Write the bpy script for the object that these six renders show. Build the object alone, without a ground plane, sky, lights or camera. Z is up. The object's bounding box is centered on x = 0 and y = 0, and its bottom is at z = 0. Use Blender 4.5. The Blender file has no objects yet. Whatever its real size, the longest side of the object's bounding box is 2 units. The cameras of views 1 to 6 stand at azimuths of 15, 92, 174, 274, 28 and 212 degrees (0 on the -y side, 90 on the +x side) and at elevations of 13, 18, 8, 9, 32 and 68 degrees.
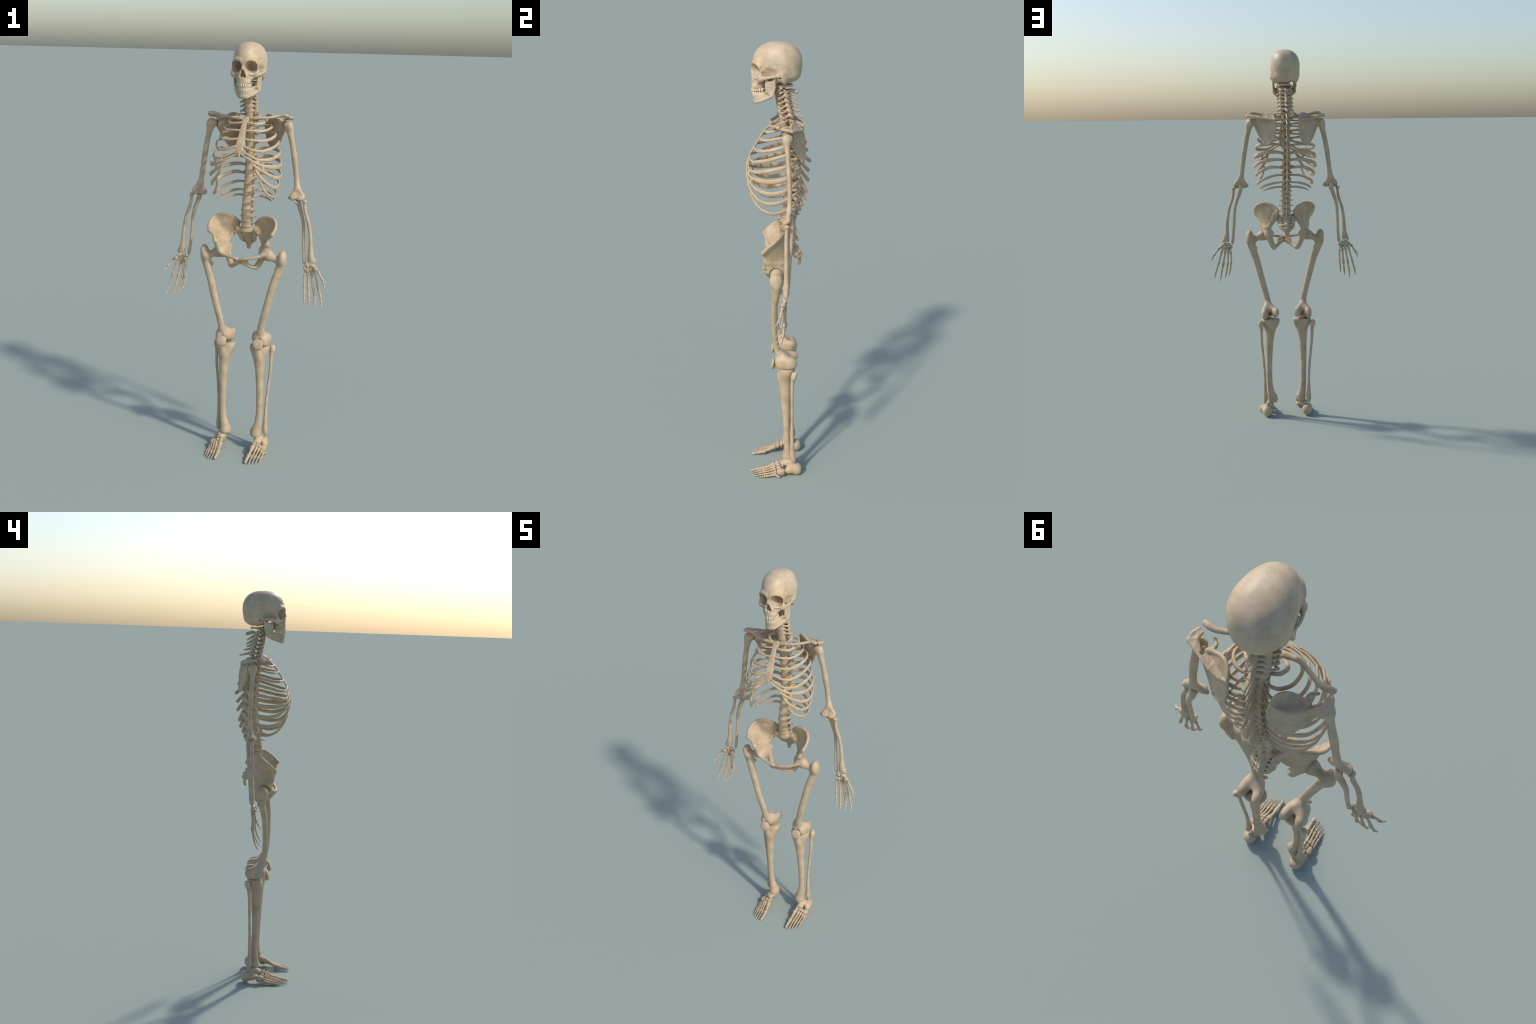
import bpy, math
import numpy as np

# =====================================================================
#  Human skeleton.  x = across (mirror plane x = 0), -y = front, z = up.
#  Bones are modelled as blended implicit solids (tubes, ellipsoids,
#  thick plates, lofts) or as swept sections, one mesh per bone.
# =====================================================================

# ------------------------------------------------------------ helpers
def V(*a):
    return np.array(a, dtype=np.float64)


def catmull(pts, n):
    """Centripetal-like Catmull-Rom resampling of a point/value list (rows)."""
    P = np.asarray(pts, dtype=np.float64)
    if P.ndim == 1:
        P = P[:, None]
    P = np.vstack([2 * P[0] - P[1], P, 2 * P[-1] - P[-2]])
    m = len(P) - 3
    t = np.linspace(0, m, n)
    i = np.minimum(t.astype(int), m - 1)
    f = (t - i)[:, None]
    a, b, c, d = P[i], P[i + 1], P[i + 2], P[i + 3]
    return 0.5 * (2 * b + (c - a) * f + (2 * a - 5 * b + 4 * c - d) * f ** 2 + (3 * b - a - 3 * c + d) * f ** 3)


def rotm(rx=0, ry=0, rz=0):
    a, b, c = map(math.radians, (rx, ry, rz))
    X = np.array([[1, 0, 0], [0, math.cos(a), -math.sin(a)], [0, math.sin(a), math.cos(a)]])
    Y = np.array([[math.cos(b), 0, math.sin(b)], [0, 1, 0], [-math.sin(b), 0, math.cos(b)]])
    Z = np.array([[math.cos(c), -math.sin(c), 0], [math.sin(c), math.cos(c), 0], [0, 0, 1]])
    return Z @ Y @ X


def smin(a, b, k):
    if k <= 0:
        return np.minimum(a, b)
    h = np.maximum(k - np.abs(a - b), 0)
    return np.minimum(a, b) - h * h / (4 * k)


class Field:
    """Implicit solid sampled on a grid; sym=True models x >= 0 and mirrors."""

    def __init__(s, lo, hi, h=0.0016, sym=False):
        s.h, s.sym = h, sym
        lo, hi = np.array(lo, float), np.array(hi, float)
        if sym:
            lo[0] = 0.0
        s.lo = lo
        n = np.ceil((hi - lo) / h).astype(int) + 1
        s.ax = [(lo[i] + h * np.arange(n[i])).astype(np.float32) for i in range(3)]
        s.D = np.full(n, 0.03, np.float32)

    def window(s, lo, hi):
        sl, c = [], []
        for i in range(3):
            a = int(np.searchsorted(s.ax[i], lo[i]))
            b = int(np.searchsorted(s.ax[i], hi[i]))
            if b <= a:
                return None
            sl.append(slice(a, b))
            shp = [1, 1, 1]
            shp[i] = b - a
            c.append(s.ax[i][a:b].reshape(shp))
        return tuple(sl), c

    def put(s, lo, hi, fn, k=0.006, cut=False):
        pad = k + 4 * s.h
        w = s.window(np.array(lo) - pad, np.array(hi) + pad)
        if w is None:
            return s
        sl, (X, Y, Z) = w
        d = fn(X, Y, Z).astype(np.float32)
        a = s.D[sl]
        s.D[sl] = -smin(-a, d, k) if cut else smin(a, d, k)
        return s

    # ---- primitives
    def ell(s, c, r, rot=None, k=0.006, cut=False, p=2.0):
        c = np.array(c, float)
        r = np.array([r] * 3 if np.isscalar(r) else r, float)
        M = np.eye(3) if rot is None else rotm(*rot)
        ext = np.abs(M) @ r

        def fn(X, Y, Z):
            x, y, z = X - c[0], Y - c[1], Z - c[2]
            q = [np.abs(M[0, i] * x + M[1, i] * y + M[2, i] * z) for i in range(3)]
            if p == 2.0:
                k0 = np.sqrt(sum((q[i] / r[i]) ** 2 for i in range(3)))
                k1 = np.sqrt(sum((q[i] / r[i] ** 2) ** 2 for i in range(3)))
                return k0 * (k0 - 1) / np.maximum(k1, 1e-6)
            k0 = sum((q[i] / r[i]) ** p for i in range(3)) ** (1 / p)
            return (k0 - 1) * r.min()
        return s.put(c - ext, c + ext, fn, k, cut)

    def tube(s, pts, rad, k=0.006, n=None, u=None, sq=1.0, cut=False):
        """Swept ball; u, sq: flatten along the direction u by the factor sq."""
        P = np.asarray(pts, float)
        R = np.asarray([rad] * len(P) if np.isscalar(rad) else rad, float)
        if n is None:
            n = 1 if len(P) == 2 else 4
        if n > 1:
            m = (len(P) - 1) * n + 1
            P, R = catmull(P, m), catmull(R, m)[:, 0]
        U = None
        if u is not None:
            U = np.array(u, float)
            U /= np.linalg.norm(U)
        rm = R.max()

        def fn(X, Y, Z):
            best = None
            for i in range(len(P) - 1):
                a, b = P[i], P[i + 1]
                ab = b - a
                x, y, z = X - a[0], Y - a[1], Z - a[2]
                if U is not None:
                    e = (x * U[0] + y * U[1] + z * U[2]) * (sq - 1)
                    x, y, z = x + e * U[0], y + e * U[1], z + e * U[2]
                    ab = ab + (ab @ U) * (sq - 1) * U
                L = max(ab @ ab, 1e-12)
                t = np.clip((x * ab[0] + y * ab[1] + z * ab[2]) / L, 0, 1)
                d = np.sqrt((x - t * ab[0]) ** 2 + (y - t * ab[1]) ** 2 + (z - t * ab[2]) ** 2) - (R[i] + t * (R[i + 1] - R[i]))
                best = d if best is None else np.minimum(best, d)
            return best
        return s.put(P.min(0) - rm, P.max(0) + rm, fn, k, cut)

    def plate(s, tris, r, k=0.004):
        """Thick surface made of triangles (each a, b, c)."""
        for t in tris:
            A, B, C = [np.array(q, float) for q in t]

            def fn(X, Y, Z, A=A, B=B, C=C):
                nor = np.cross(B - A, C - A)
                nn = nor @ nor
                pa = [X - A[0], Y - A[1], Z - A[2]]

                def edge(P, Q):
                    e = Q - P
                    x, y, z = X - P[0], Y - P[1], Z - P[2]
                    t = np.clip((x * e[0] + y * e[1] + z * e[2]) / (e @ e), 0, 1)
                    d2 = (x - t * e[0]) ** 2 + (y - t * e[1]) ** 2 + (z - t * e[2]) ** 2
                    m = np.cross(e, nor)
                    return d2, (x * m[0] + y * m[1] + z * m[2]) <= 0
                d1, i1 = edge(A, B)
                d2, i2 = edge(B, C)
                d3, i3 = edge(C, A)
                pl = (pa[0] * nor[0] + pa[1] * nor[1] + pa[2] * nor[2]) ** 2 / nn
                ins = i1 & i2 & i3
                return np.sqrt(np.where(ins, pl, np.minimum(np.minimum(d1, d2), d3))) - r
            P = np.array([A, B, C])
            s.put(P.min(0) - r, P.max(0) + r, fn, k)
        return s

    def loft(s, rows, k=0.006, p=2.0, rnd=0.004):
        """Upright loft; rows of (z, cx, cy, half x, half y), any z order."""
        T = np.array(sorted(rows))
        zs = np.linspace(T[0, 0], T[-1, 0], 60)
        # smooth the table a little so that the shaft has no kinks
        tab = np.array([np.interp(zs, T[:, 0], T[:, i]) for i in range(1, 5)])
        for _ in range(3):
            tab[:, 1:-1] = 0.25 * tab[:, :-2] + 0.5 * tab[:, 1:-1] + 0.25 * tab[:, 2:]
        lo = [(tab[0] - tab[2]).min(), (tab[1] - tab[3]).min(), zs[0]]
        hi = [(tab[0] + tab[2]).max(), (tab[1] + tab[3]).max(), zs[-1]]

        def fn(X, Y, Z):
            cx, cy, a, b = [np.interp(Z.ravel(), zs, t).reshape(Z.shape) for t in tab]
            q = (np.abs((X - cx) / a) ** p + np.abs((Y - cy) / b) ** p) ** (1 / p)
            d = (q - 1) * np.minimum(a, b)
            e = np.abs(Z - (zs[0] + zs[-1]) / 2) - (zs[-1] - zs[0]) / 2
            return -smin(-d, -(e + 0 * d), rnd)
        return s.put(lo, hi, fn, k)

    # ---- surface nets
    def mesh(s, smooth=4):
        D = s.D
        h, lo = s.h, s.lo.copy()
        if s.sym:
            D = np.concatenate([D[:0:-1], D], 0)
            lo[0] = -h * (s.D.shape[0] - 1)
        D = np.pad(D, 1, constant_values=0.03)
        lo = lo - h
        S = D < 0
        c = np.zeros([m - 1 for m in D.shape], np.int8)
        for i in (0, 1):
            for j in (0, 1):
                for l in (0, 1):
                    c += S[i:D.shape[0] - 1 + i, j:D.shape[1] - 1 + j, l:D.shape[2] - 1 + l]
        I, J, K = np.nonzero((c > 0) & (c < 8))
        pos = np.zeros((len(I), 3))
        cnt = np.zeros(len(I))
        cor = [(i, j, l) for i in (0, 1) for j in (0, 1) for l in (0, 1)]
        for a in cor:
            for ax in range(3):
                if a[ax]:
                    continue
                b = list(a)
                b[ax] = 1
                da = D[I + a[0], J + a[1], K + a[2]]
                db = D[I + b[0], J + b[1], K + b[2]]
                m = (da < 0) != (db < 0)
                t = np.where(m, da / np.where(m, da - db, 1), 0)
                p = np.tile(np.array(a, float), (len(I), 1))
                p[:, ax] += t
                pos += p * m[:, None]
                cnt += m
        pos = pos / cnt[:, None] + np.stack([I, J, K], 1)
        idx = np.full(c.shape, -1, np.int64)
        idx[I, J, K] = np.arange(len(I))
        quads = []
        for ax in range(3):
            A = np.moveaxis(S, ax, 0)
            G = np.moveaxis(idx, ax, 0)
            e = A[:-1] != A[1:]
            i, j, l = np.nonzero(e[:, 1:-1, 1:-1])
            j, l = j + 1, l + 1
            q = np.stack([G[i, j - 1, l - 1], G[i, j, l - 1], G[i, j, l], G[i, j - 1, l]], 1)
            flip = A[i, j, l] == (ax == 1)
            q[flip] = q[flip][:, ::-1]
            quads.append(q)
        F = np.concatenate(quads)
        P = lo + h * pos
        E = np.concatenate([F[:, [0, 1]], F[:, [1, 2]], F[:, [2, 3]], F[:, [3, 0]]])
        deg = np.maximum(np.bincount(E[:, 0], minlength=len(P)), 1)
        for it in range(smooth * 2):
            lam = 0.5 if it % 2 == 0 else -0.52
            avg = np.stack([np.bincount(E[:, 0], weights=P[E[:, 1], a], minlength=len(P)) for a in range(3)], 1) / deg[:, None]
            P = P + lam * (avg - P)
        return P, F[:, ::-1]


def sweep(pts, half, nrm, n=40, sides=14, p=2.3, cap=1.0):
    """Sweep a super-elliptic section along a spline.
    half: rows (half width along the section's long axis, half thickness);
    nrm(point) gives the direction of the thin axis."""
    C = catmull(pts, n)
    H = catmull(half, n)
    # even out the stations along the length
    L = np.concatenate([[0], np.cumsum(np.linalg.norm(np.diff(C, axis=0), axis=1))])
    t = np.linspace(0, L[-1], n)
    C = np.stack([np.interp(t, L, C[:, i]) for i in range(3)], 1)
    H = np.stack([np.interp(t, L, H[:, i]) for i in range(2)], 1)
    T = np.gradient(C, axis=0)
    T /= np.linalg.norm(T, axis=1)[:, None]
    rings = []
    seq = [(i, 0.0, 1.0) for i in range(n)]
    if cap:
        e = [(math.sin(a), math.cos(a)) for a in np.radians([80, 60, 40, 20])]
        seq = [(0, -q, c) for q, c in e] + seq + [(n - 1, q, c) for q, c in e[::-1]]
    ang = np.linspace(0, 2 * math.pi, sides, endpoint=False)
    ca, sa = np.cos(ang), np.sin(ang)
    sx = np.sign(ca) * np.abs(ca) ** (2 / p)
    sy = np.sign(sa) * np.abs(sa) ** (2 / p)
    for i, off, sc in seq:
        N = np.array(nrm(C[i]), float)
        N = N - (N @ T[i]) * T[i]
        N /= np.linalg.norm(N)
        B = np.cross(T[i], N)
        w, th = H[i]
        o = C[i] + T[i] * off * min(w, th) * cap
        rings.append(o + sc * (w * sx[:, None] * B + th * sy[:, None] * N))
    P = np.concatenate(rings)
    m = len(rings)
    F = []
    for i in range(m - 1):
        for j in range(sides):
            a, b = i * sides + j, i * sides + (j + 1) % sides
            F.append((a, b, b + sides, a + sides))
    P = np.vstack([P, rings[0].mean(0), rings[-1].mean(0)])
    z0, z1 = len(P) - 2, len(P) - 1
    for j in range(sides):
        F.append((z0, (j + 1) % sides, j))
        F.append((z1, (m - 1) * sides + j, (m - 1) * sides + (j + 1) % sides))
    return P, F


def merge(*parts):
    P, F, o = [], [], 0
    for p, f in parts:
        P.append(np.asarray(p))
        F += [tuple(int(i) + o for i in q) for q in f]
        o += len(p)
    return np.vstack(P), F


# ------------------------------------------------------------ materials
def node_material(name, light, dark, stain, stain_amount, rough=0.5, squamous=False, bump=0.25):
    m = bpy.data.materials.new(name)
    m.use_nodes = True
    nt = m.node_tree
    N, L = nt.nodes, nt.links
    bs = N["Principled BSDF"]
    tc = N.new("ShaderNodeTexCoord")

    def noise(scale, detail, rough_, stretch=None):
        t = N.new("ShaderNodeTexNoise")
        t.inputs["Scale"].default_value = scale
        t.inputs["Detail"].default_value = detail
        t.inputs["Roughness"].default_value = rough_
        src = tc.outputs["Object"]
        if stretch:
            mp = N.new("ShaderNodeMapping")
            mp.inputs["Scale"].default_value = stretch
            L.new(src, mp.inputs["Vector"])
            src = mp.outputs["Vector"]
        L.new(src, t.inputs["Vector"])
        return t.outputs["Fac"]

    def ramp(src, a, b):
        r = N.new("ShaderNodeMapRange")
        r.inputs["From Min"].default_value = a
        r.inputs["From Max"].default_value = b
        L.new(src, r.inputs["Value"])
        return r.outputs["Result"]

    def mix(f, a, b):
        x = N.new("ShaderNodeMix")
        x.data_type = 'RGBA'
        for sock, v in ((x.inputs[0], f), (x.inputs[6], a), (x.inputs[7], b)):
            if isinstance(v, (tuple, float, int)):
                sock.default_value = v if not isinstance(v, tuple) else (*v, 1)
            else:
                L.new(v, sock)
        return x.outputs[2]

    def math_(op, a, b=None):
        x = N.new("ShaderNodeMath")
        x.operation = op
        for i, v in enumerate((a, b)):
            if v is None:
                continue
            if isinstance(v, (int, float)):
                x.inputs[i].default_value = v
            else:
                L.new(v, x.inputs[i])
        return x.outputs[0]

    col = mix(ramp(noise(22, 5, 0.6), 0.35, 0.68), light, dark)
    col = mix(math_('MULTIPLY', ramp(noise(120, 3, 0.6, (1, 1, 0.5)), 0.5, 0.75), 0.35), col, dark)
    spots = math_('MULTIPLY', ramp(noise(13, 4, 0.55), 0.56, 0.70), stain_amount)
    col = mix(spots, col, stain)
    fine = noise(420, 3, 0.6)
    col = mix(math_('MULTIPLY', ramp(fine, 0.45, 0.75), 0.16), col, dark)
    if squamous:
        # fine seam of the temple bone: a wavering arch on each side
        sp = N.new("ShaderNodeSeparateXYZ")
        L.new(tc.outputs["Object"], sp.inputs[0])
        w = math_('MULTIPLY', math_('SUBTRACT', noise(90, 3, 0.7), 0.5), 0.16)
        yy = math_('DIVIDE', math_('SUBTRACT', sp.outputs[1], 0.034), 0.056)
        zz = math_('DIVIDE', math_('SUBTRACT', sp.outputs[2], 1.866), 0.046)
        d = math_('SQRT', math_('ADD', math_('MULTIPLY', yy, yy), math_('MULTIPLY', zz, zz)))
        d = math_('ABSOLUTE', math_('SUBTRACT', math_('ADD', d, w), 1.0))
        line = math_('LESS_THAN', d, 0.022)
        side = math_('GREATER_THAN', math_('ABSOLUTE', sp.outputs[0]), 0.048)
        up = math_('GREATER_THAN', sp.outputs[2], 1.866)
        f = math_('MULTIPLY', math_('MULTIPLY', math_('MULTIPLY', line, side), up), 0.45)
        col = mix(f, col, (0.20, 0.15, 0.10))
    L.new(col, bs.inputs["Base Color"])
    bs.inputs["Roughness"].default_value = rough
    bs.inputs["Specular IOR Level"].default_value = 0.35
    bp = N.new("ShaderNodeBump")
    bp.inputs["Strength"].default_value = bump
    bp.inputs["Distance"].default_value = 0.0012
    L.new(noise(160, 6, 0.65), bp.inputs["Height"])
    L.new(bp.outputs["Normal"], bs.inputs["Normal"])
    return m


BONE = node_material("aged_bone", (0.545, 0.425, 0.290), (0.415, 0.312, 0.198), (0.52, 0.345, 0.150), 0.55)
SKULL = node_material("skull_bone", (0.570, 0.455, 0.320), (0.440, 0.336, 0.218), (0.56, 0.380, 0.175), 0.65, 0.45, True)
CARTILAGE = node_material("yellow_cartilage", (0.565, 0.430, 0.275), (0.465, 0.345, 0.205), (0.55, 0.370, 0.165), 0.5, 0.48)
DISC = node_material("ochre_disc", (0.45, 0.31, 0.16), (0.36, 0.24, 0.115), (0.40, 0.26, 0.105), 0.5)
TOOTH = node_material("tooth_enamel", (0.70, 0.61, 0.42), (0.58, 0.48, 0.30), (0.52, 0.39, 0.20), 0.4, 0.3, False, 0.05)

# ------------------------------------------------------------ scene tree
root = bpy.data.objects.new("human_skeleton", None)
bpy.context.collection.objects.link(root)
root["label"] = "standing full human skeleton with aged beige bones"
root["category"] = "skeleton"
root.empty_display_size = 0.1


def group(name, loc=(0, 0, 0), mirror=False, parent=root):
    o = bpy.data.objects.new(name, None)
    bpy.context.collection.objects.link(o)
    o.parent = parent
    o.empty_display_size = 0.03
    return o


def build(name, geo, mat, parent=None):
    P, F = geo
    me = bpy.data.meshes.new(name)
    if isinstance(F, np.ndarray):
        nf = len(F)
        me.vertices.add(len(P))
        me.vertices.foreach_set("co", np.asarray(P, np.float32).ravel())
        me.loops.add(nf * 4)
        me.loops.foreach_set("vertex_index", F.astype(np.int32).ravel())
        me.polygons.add(nf)
        me.polygons.foreach_set("loop_start", np.arange(0, nf * 4, 4, dtype=np.int32))
        me.update(calc_edges=True)
    else:
        me.from_pydata([tuple(v) for v in P], [], [tuple(int(i) for i in f) for f in F])
    me.validate()
    me.polygons.foreach_set("use_smooth", np.ones(len(me.polygons), bool))
    me.materials.append(mat)
    me.update()
    o = bpy.data.objects.new(name, me)
    bpy.context.collection.objects.link(o)
    o.parent = parent or root
    return o


def pair(name, geo, mat, parent=None, parent2=None):
    """A bone and its mirror twin (sharing one mesh)."""
    a = build(name, geo, mat, parent)
    b = a.copy()
    b.scale = (-1, 1, 1)
    bpy.context.collection.objects.link(b)
    b.parent = parent2 or parent or root
    return a, b


# =====================================================================
#  SKULL
# =====================================================================
def make_cranium():
    f = Field((0, -0.092, 1.795), (0.090, 0.155, 2.008), 0.0015, sym=True)
    wt = catmull([(-0.080, 0.0610), (-0.04, 0.0650), (0.0, 0.0710), (0.04, 0.0770), (0.075, 0.0792), (0.115, 0.0755), (0.155, 0.068)], 60)
    wy = (wt[:, 0], wt[:, 1])

    def vault(X, Y, Z):
        w = np.interp(Y.ravel(), *wy).reshape(Y.shape)
        rz = np.where(Z > 1.908, 0.092, 0.078)
        n = 2.35
        q = (np.abs(X / w) ** n + np.abs((Y - 0.037) / 0.105) ** n + np.abs((Z - 1.908) / rz) ** n) ** (1 / n)
        return (q - 1) * 0.078
    f.put((0, -0.07, 1.82), (0.082, 0.145, 2.002), vault, 0.004)
    f.ell((0, 0.088, 1.860), (0.056, 0.042, 0.031), k=0.02)          # occiput
    f.ell((0.02, 0.045, 1.850), (0.045, 0.045, 0.018), k=0.015)      # base
    # front half of the base is open above the jaw
    f.ell((0, -0.035, 1.798), (0.12, 0.066, 0.056), k=0.012, cut=True, p=4)
    # brow shelf that carries the rims of the sockets
    f.ell((0.034, -0.024, 1.914), (0.0215, 0.034, 0.021), k=0.012)
    # hollow temples behind the eye sockets
    f.ell((0.086, -0.004, 1.862), (0.036, 0.042, 0.036), k=0.012, cut=True)
    f.tube([(0.0555, -0.031, 1.886), (0.043, -0.014, 1.882), (0.034, 0.000, 1.878)], [0.0060, 0.0080, 0.014], k=0.012)
    f.tube([(0.052, -0.032, 1.868), (0.042, -0.018, 1.864), (0.03, -0.005, 1.864)], [0.008, 0.010, 0.012], k=0.008)
    f.tube([(0.050, -0.034, 1.906), (0.040, -0.012, 1.908)], [0.0070, 0.010], k=0.010)     # outer wall of the socket
    # upper jaw
    def jaw(X, Y, Z):
        w = 0.0330 - 0.10 * np.clip(1.824 - Z, 0, 1)
        q = (np.abs(X / w) ** 2.3 + np.abs((Y + 0.0455) / 0.0315) ** 2.3) ** (1 / 2.3)
        return -smin(-(q - 1) * 0.0315, -(np.abs(Z - 1.840) - 0.031 + 0 * q), 0.006)
    f.put((0, -0.08, 1.805), (0.04, -0.01, 1.875), jaw, 0.006)
    f.tube([(0.050, -0.037, 1.849), (0.034, -0.046, 1.836)], [0.0085, 0.006], k=0.008)
    f.ell((0.033, -0.069, 1.838), (0.010, 0.012, 0.014), k=0.010, cut=True)   # hollow beside the nose
    # rims of the sockets
    f.tube([(0, -0.0655, 1.906), (0.016, -0.0635, 1.916), (0.036, -0.0575, 1.919), (0.049, -0.0490, 1.9135), (0.0560, -0.0405, 1.902)],
           [0.0080, 0.0082, 0.0060, 0.0048, 0.0042], k=0.010)
    f.tube([(0.0560, -0.0405, 1.902), (0.0590, -0.0345, 1.888), (0.0590, -0.0345, 1.872), (0.0545, -0.037, 1.854)],
           [0.0042, 0.0035, 0.0048, 0.0105], k=0.005)
    f.tube([(0.058, -0.038, 1.864), (0.043, -0.046, 1.8545), (0.027, -0.055, 1.858), (0.014, -0.062, 1.872), (0.008, -0.0635, 1.892), (0.008, -0.0635, 1.904)],
           [0.0065, 0.0060, 0.0062, 0.0060, 0.0056, 0.0070], k=0.008)
    f.tube([(0, -0.064, 1.899), (0, -0.0685, 1.888), (0, -0.0755, 1.8765)], [0.008, 0.0062, 0.0045], k=0.006)
    f.tube([(0.004, -0.071, 1.884), (0.012, -0.067, 1.862), (0.017, -0.067, 1.845)], [0.005, 0.0052, 0.006], k=0.006)
    # cheek bone and arch
    f.ell((0.054, -0.036, 1.852), (0.0145, 0.0100, 0.0125), rot=(0, 0, 32), k=0.008)
    f.tube([(0.055, -0.034, 1.853), (0.065, -0.021, 1.855), (0.0715, -0.004, 1.8580), (0.0730, 0.015, 1.8605), (0.069, 0.036, 1.8620), (0.064, 0.054, 1.8650)],
           [0.0115, 0.0085, 0.0066, 0.0064, 0.0070, 0.0085], k=0.006, u=(1, 0, 0), sq=1.55)
    # mastoid, ear canal
    f.tube([(0.061, 0.055, 1.868), (0.058, 0.062, 1.846), (0.053, 0.0645, 1.829)], [0.015, 0.0125, 0.0060], k=0.014)
    f.tube([(0.060, 0.047, 1.853), (0.085, 0.045, 1.852)], 0.0038, k=0.003, cut=True)
    # eye sockets
    f.tube([(0.0340, -0.070, 1.8875), (0.0325, -0.046, 1.887), (0.0290, -0.028, 1.887), (0.022, -0.006, 1.886)], [0.0265, 0.0250, 0.0195, 0.008], k=0.004, cut=True)
    f.ell((0.0455, -0.047, 1.8865), (0.0135, 0.020, 0.0215), k=0.003, cut=True, p=2.6)
    # nose opening, its floor, spine and septum
    f.ell((0, -0.078, 1.8575), (0.0088, 0.028, 0.0165), k=0.003, cut=True)
    f.ell((0.0060, -0.077, 1.8470), (0.0082, 0.026, 0.0088), k=0.003, cut=True)
    f.tube([(0, -0.070, 1.837), (0, -0.0785, 1.8365)], [0.0045, 0.0016], k=0.004)
    f.plate([((0, -0.060, 1.840), (0, -0.045, 1.838), (0, -0.047, 1.874)), ((0, -0.060, 1.840), (0, -0.047, 1.874), (0, -0.060, 1.874))], 0.0011, k=0.002)
    f.ell((0, 0.052, 1.824), (0.016, 0.019, 0.02), k=0.006, cut=True)            # opening for the spinal cord
    f.ell((0.033, -0.060, 1.852), 0.0025, k=0.001, cut=True)
    return f.mesh(3)


cranium = build("cranium", make_cranium(), SKULL)


def make_mandible():
    f = Field((0, -0.082, 1.736), (0.075, 0.040, 1.866), 0.0014, sym=True)
    low = [(0, -0.0635, 1.752), (0.013, -0.0605, 1.7525), (0.0225, -0.050, 1.755), (0.034, -0.027, 1.762), (0.047, -0.004, 1.772), (0.0560, 0.011, 1.782)]
    up = [(0, -0.0705, 1.782), (0.013, -0.0675, 1.782), (0.0215, -0.056, 1.783), (0.0260, -0.038, 1.786), (0.034, -0.018, 1.792), (0.050, -0.012, 1.800)]
    low, up = catmull(low, 11), catmull(up, 11)
    t = []
    for i in range(10):
        t += [(low[i], low[i + 1], up[i]), (up[i], low[i + 1], up[i + 1])]
    f.plate(t, 0.0058, k=0.003)
    f.tube(low, [0.0065] * 11, n=1, k=0.004)
    f.ell((0, -0.0625, 1.756), (0.016, 0.0085, 0.010), k=0.008)
    f.ell((0.0165, -0.0575, 1.754), (0.008, 0.007, 0.008), k=0.006)
    ang, ant = V(0.0575, 0.012, 1.785), V(0.052, -0.012, 1.800)
    post, ant2 = V(0.060, 0.022, 1.815), V(0.0555, -0.0135, 1.825)
    cor, notch, con, nek = V(0.0575, -0.0115, 1.845), V(0.0595, 0.006, 1.836), V(0.061, 0.0245, 1.850), V(0.0605, 0.022, 1.835)
    f.plate([(low[9], ang, ant), (up[9], low[9], ant), (ang, ant, post), (post, ant, ant2), (post, ant2, notch), (ant2, cor, notch), (post, nek, notch), (nek, con, notch)], 0.0038, k=0.003)
    f.tube([low[9], ang, post, nek, con], [0.006, 0.0052, 0.0045, 0.0045, 0.005], k=0.003)
    f.ell((0.058, 0.0255, 1.852), (0.010, 0.0045, 0.0045), k=0.004)
    f.tube([up[8], ant, ant2, cor], [0.006, 0.005, 0.004, 0.0028], k=0.004)
    f.ell((0.018, -0.0675, 1.7685), 0.0022, k=0.001, cut=True)
    return f.mesh(10)


mandible = build("mandible", make_mandible(), SKULL)


def tooth_mesh():
    """Slightly tapered super-ellipsoid block, unit half sizes."""
    nu, nv = 16, 10
    P, F = [], []
    sg = lambda v, e: math.copysign(abs(v) ** e, v)
    for j in range(nv + 1):
        b = -math.pi / 2 + math.pi * j / nv
        for i in range(nu):
            a = 2 * math.pi * i / nu
            z = sg(math.sin(b), 0.45)
            w = sg(math.cos(b), 0.45) * (0.92 + 0.08 * z)
            P.append((w * sg(math.cos(a), 0.55), w * sg(math.sin(a), 0.55) * (0.9 - 0.2 * z), z))
    for j in range(nv):
        for i in range(nu):
            a, b = j * nu + i, j * nu + (i + 1) % nu
            F.append((a, b, b + nu, a + nu))
    return P, F


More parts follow.
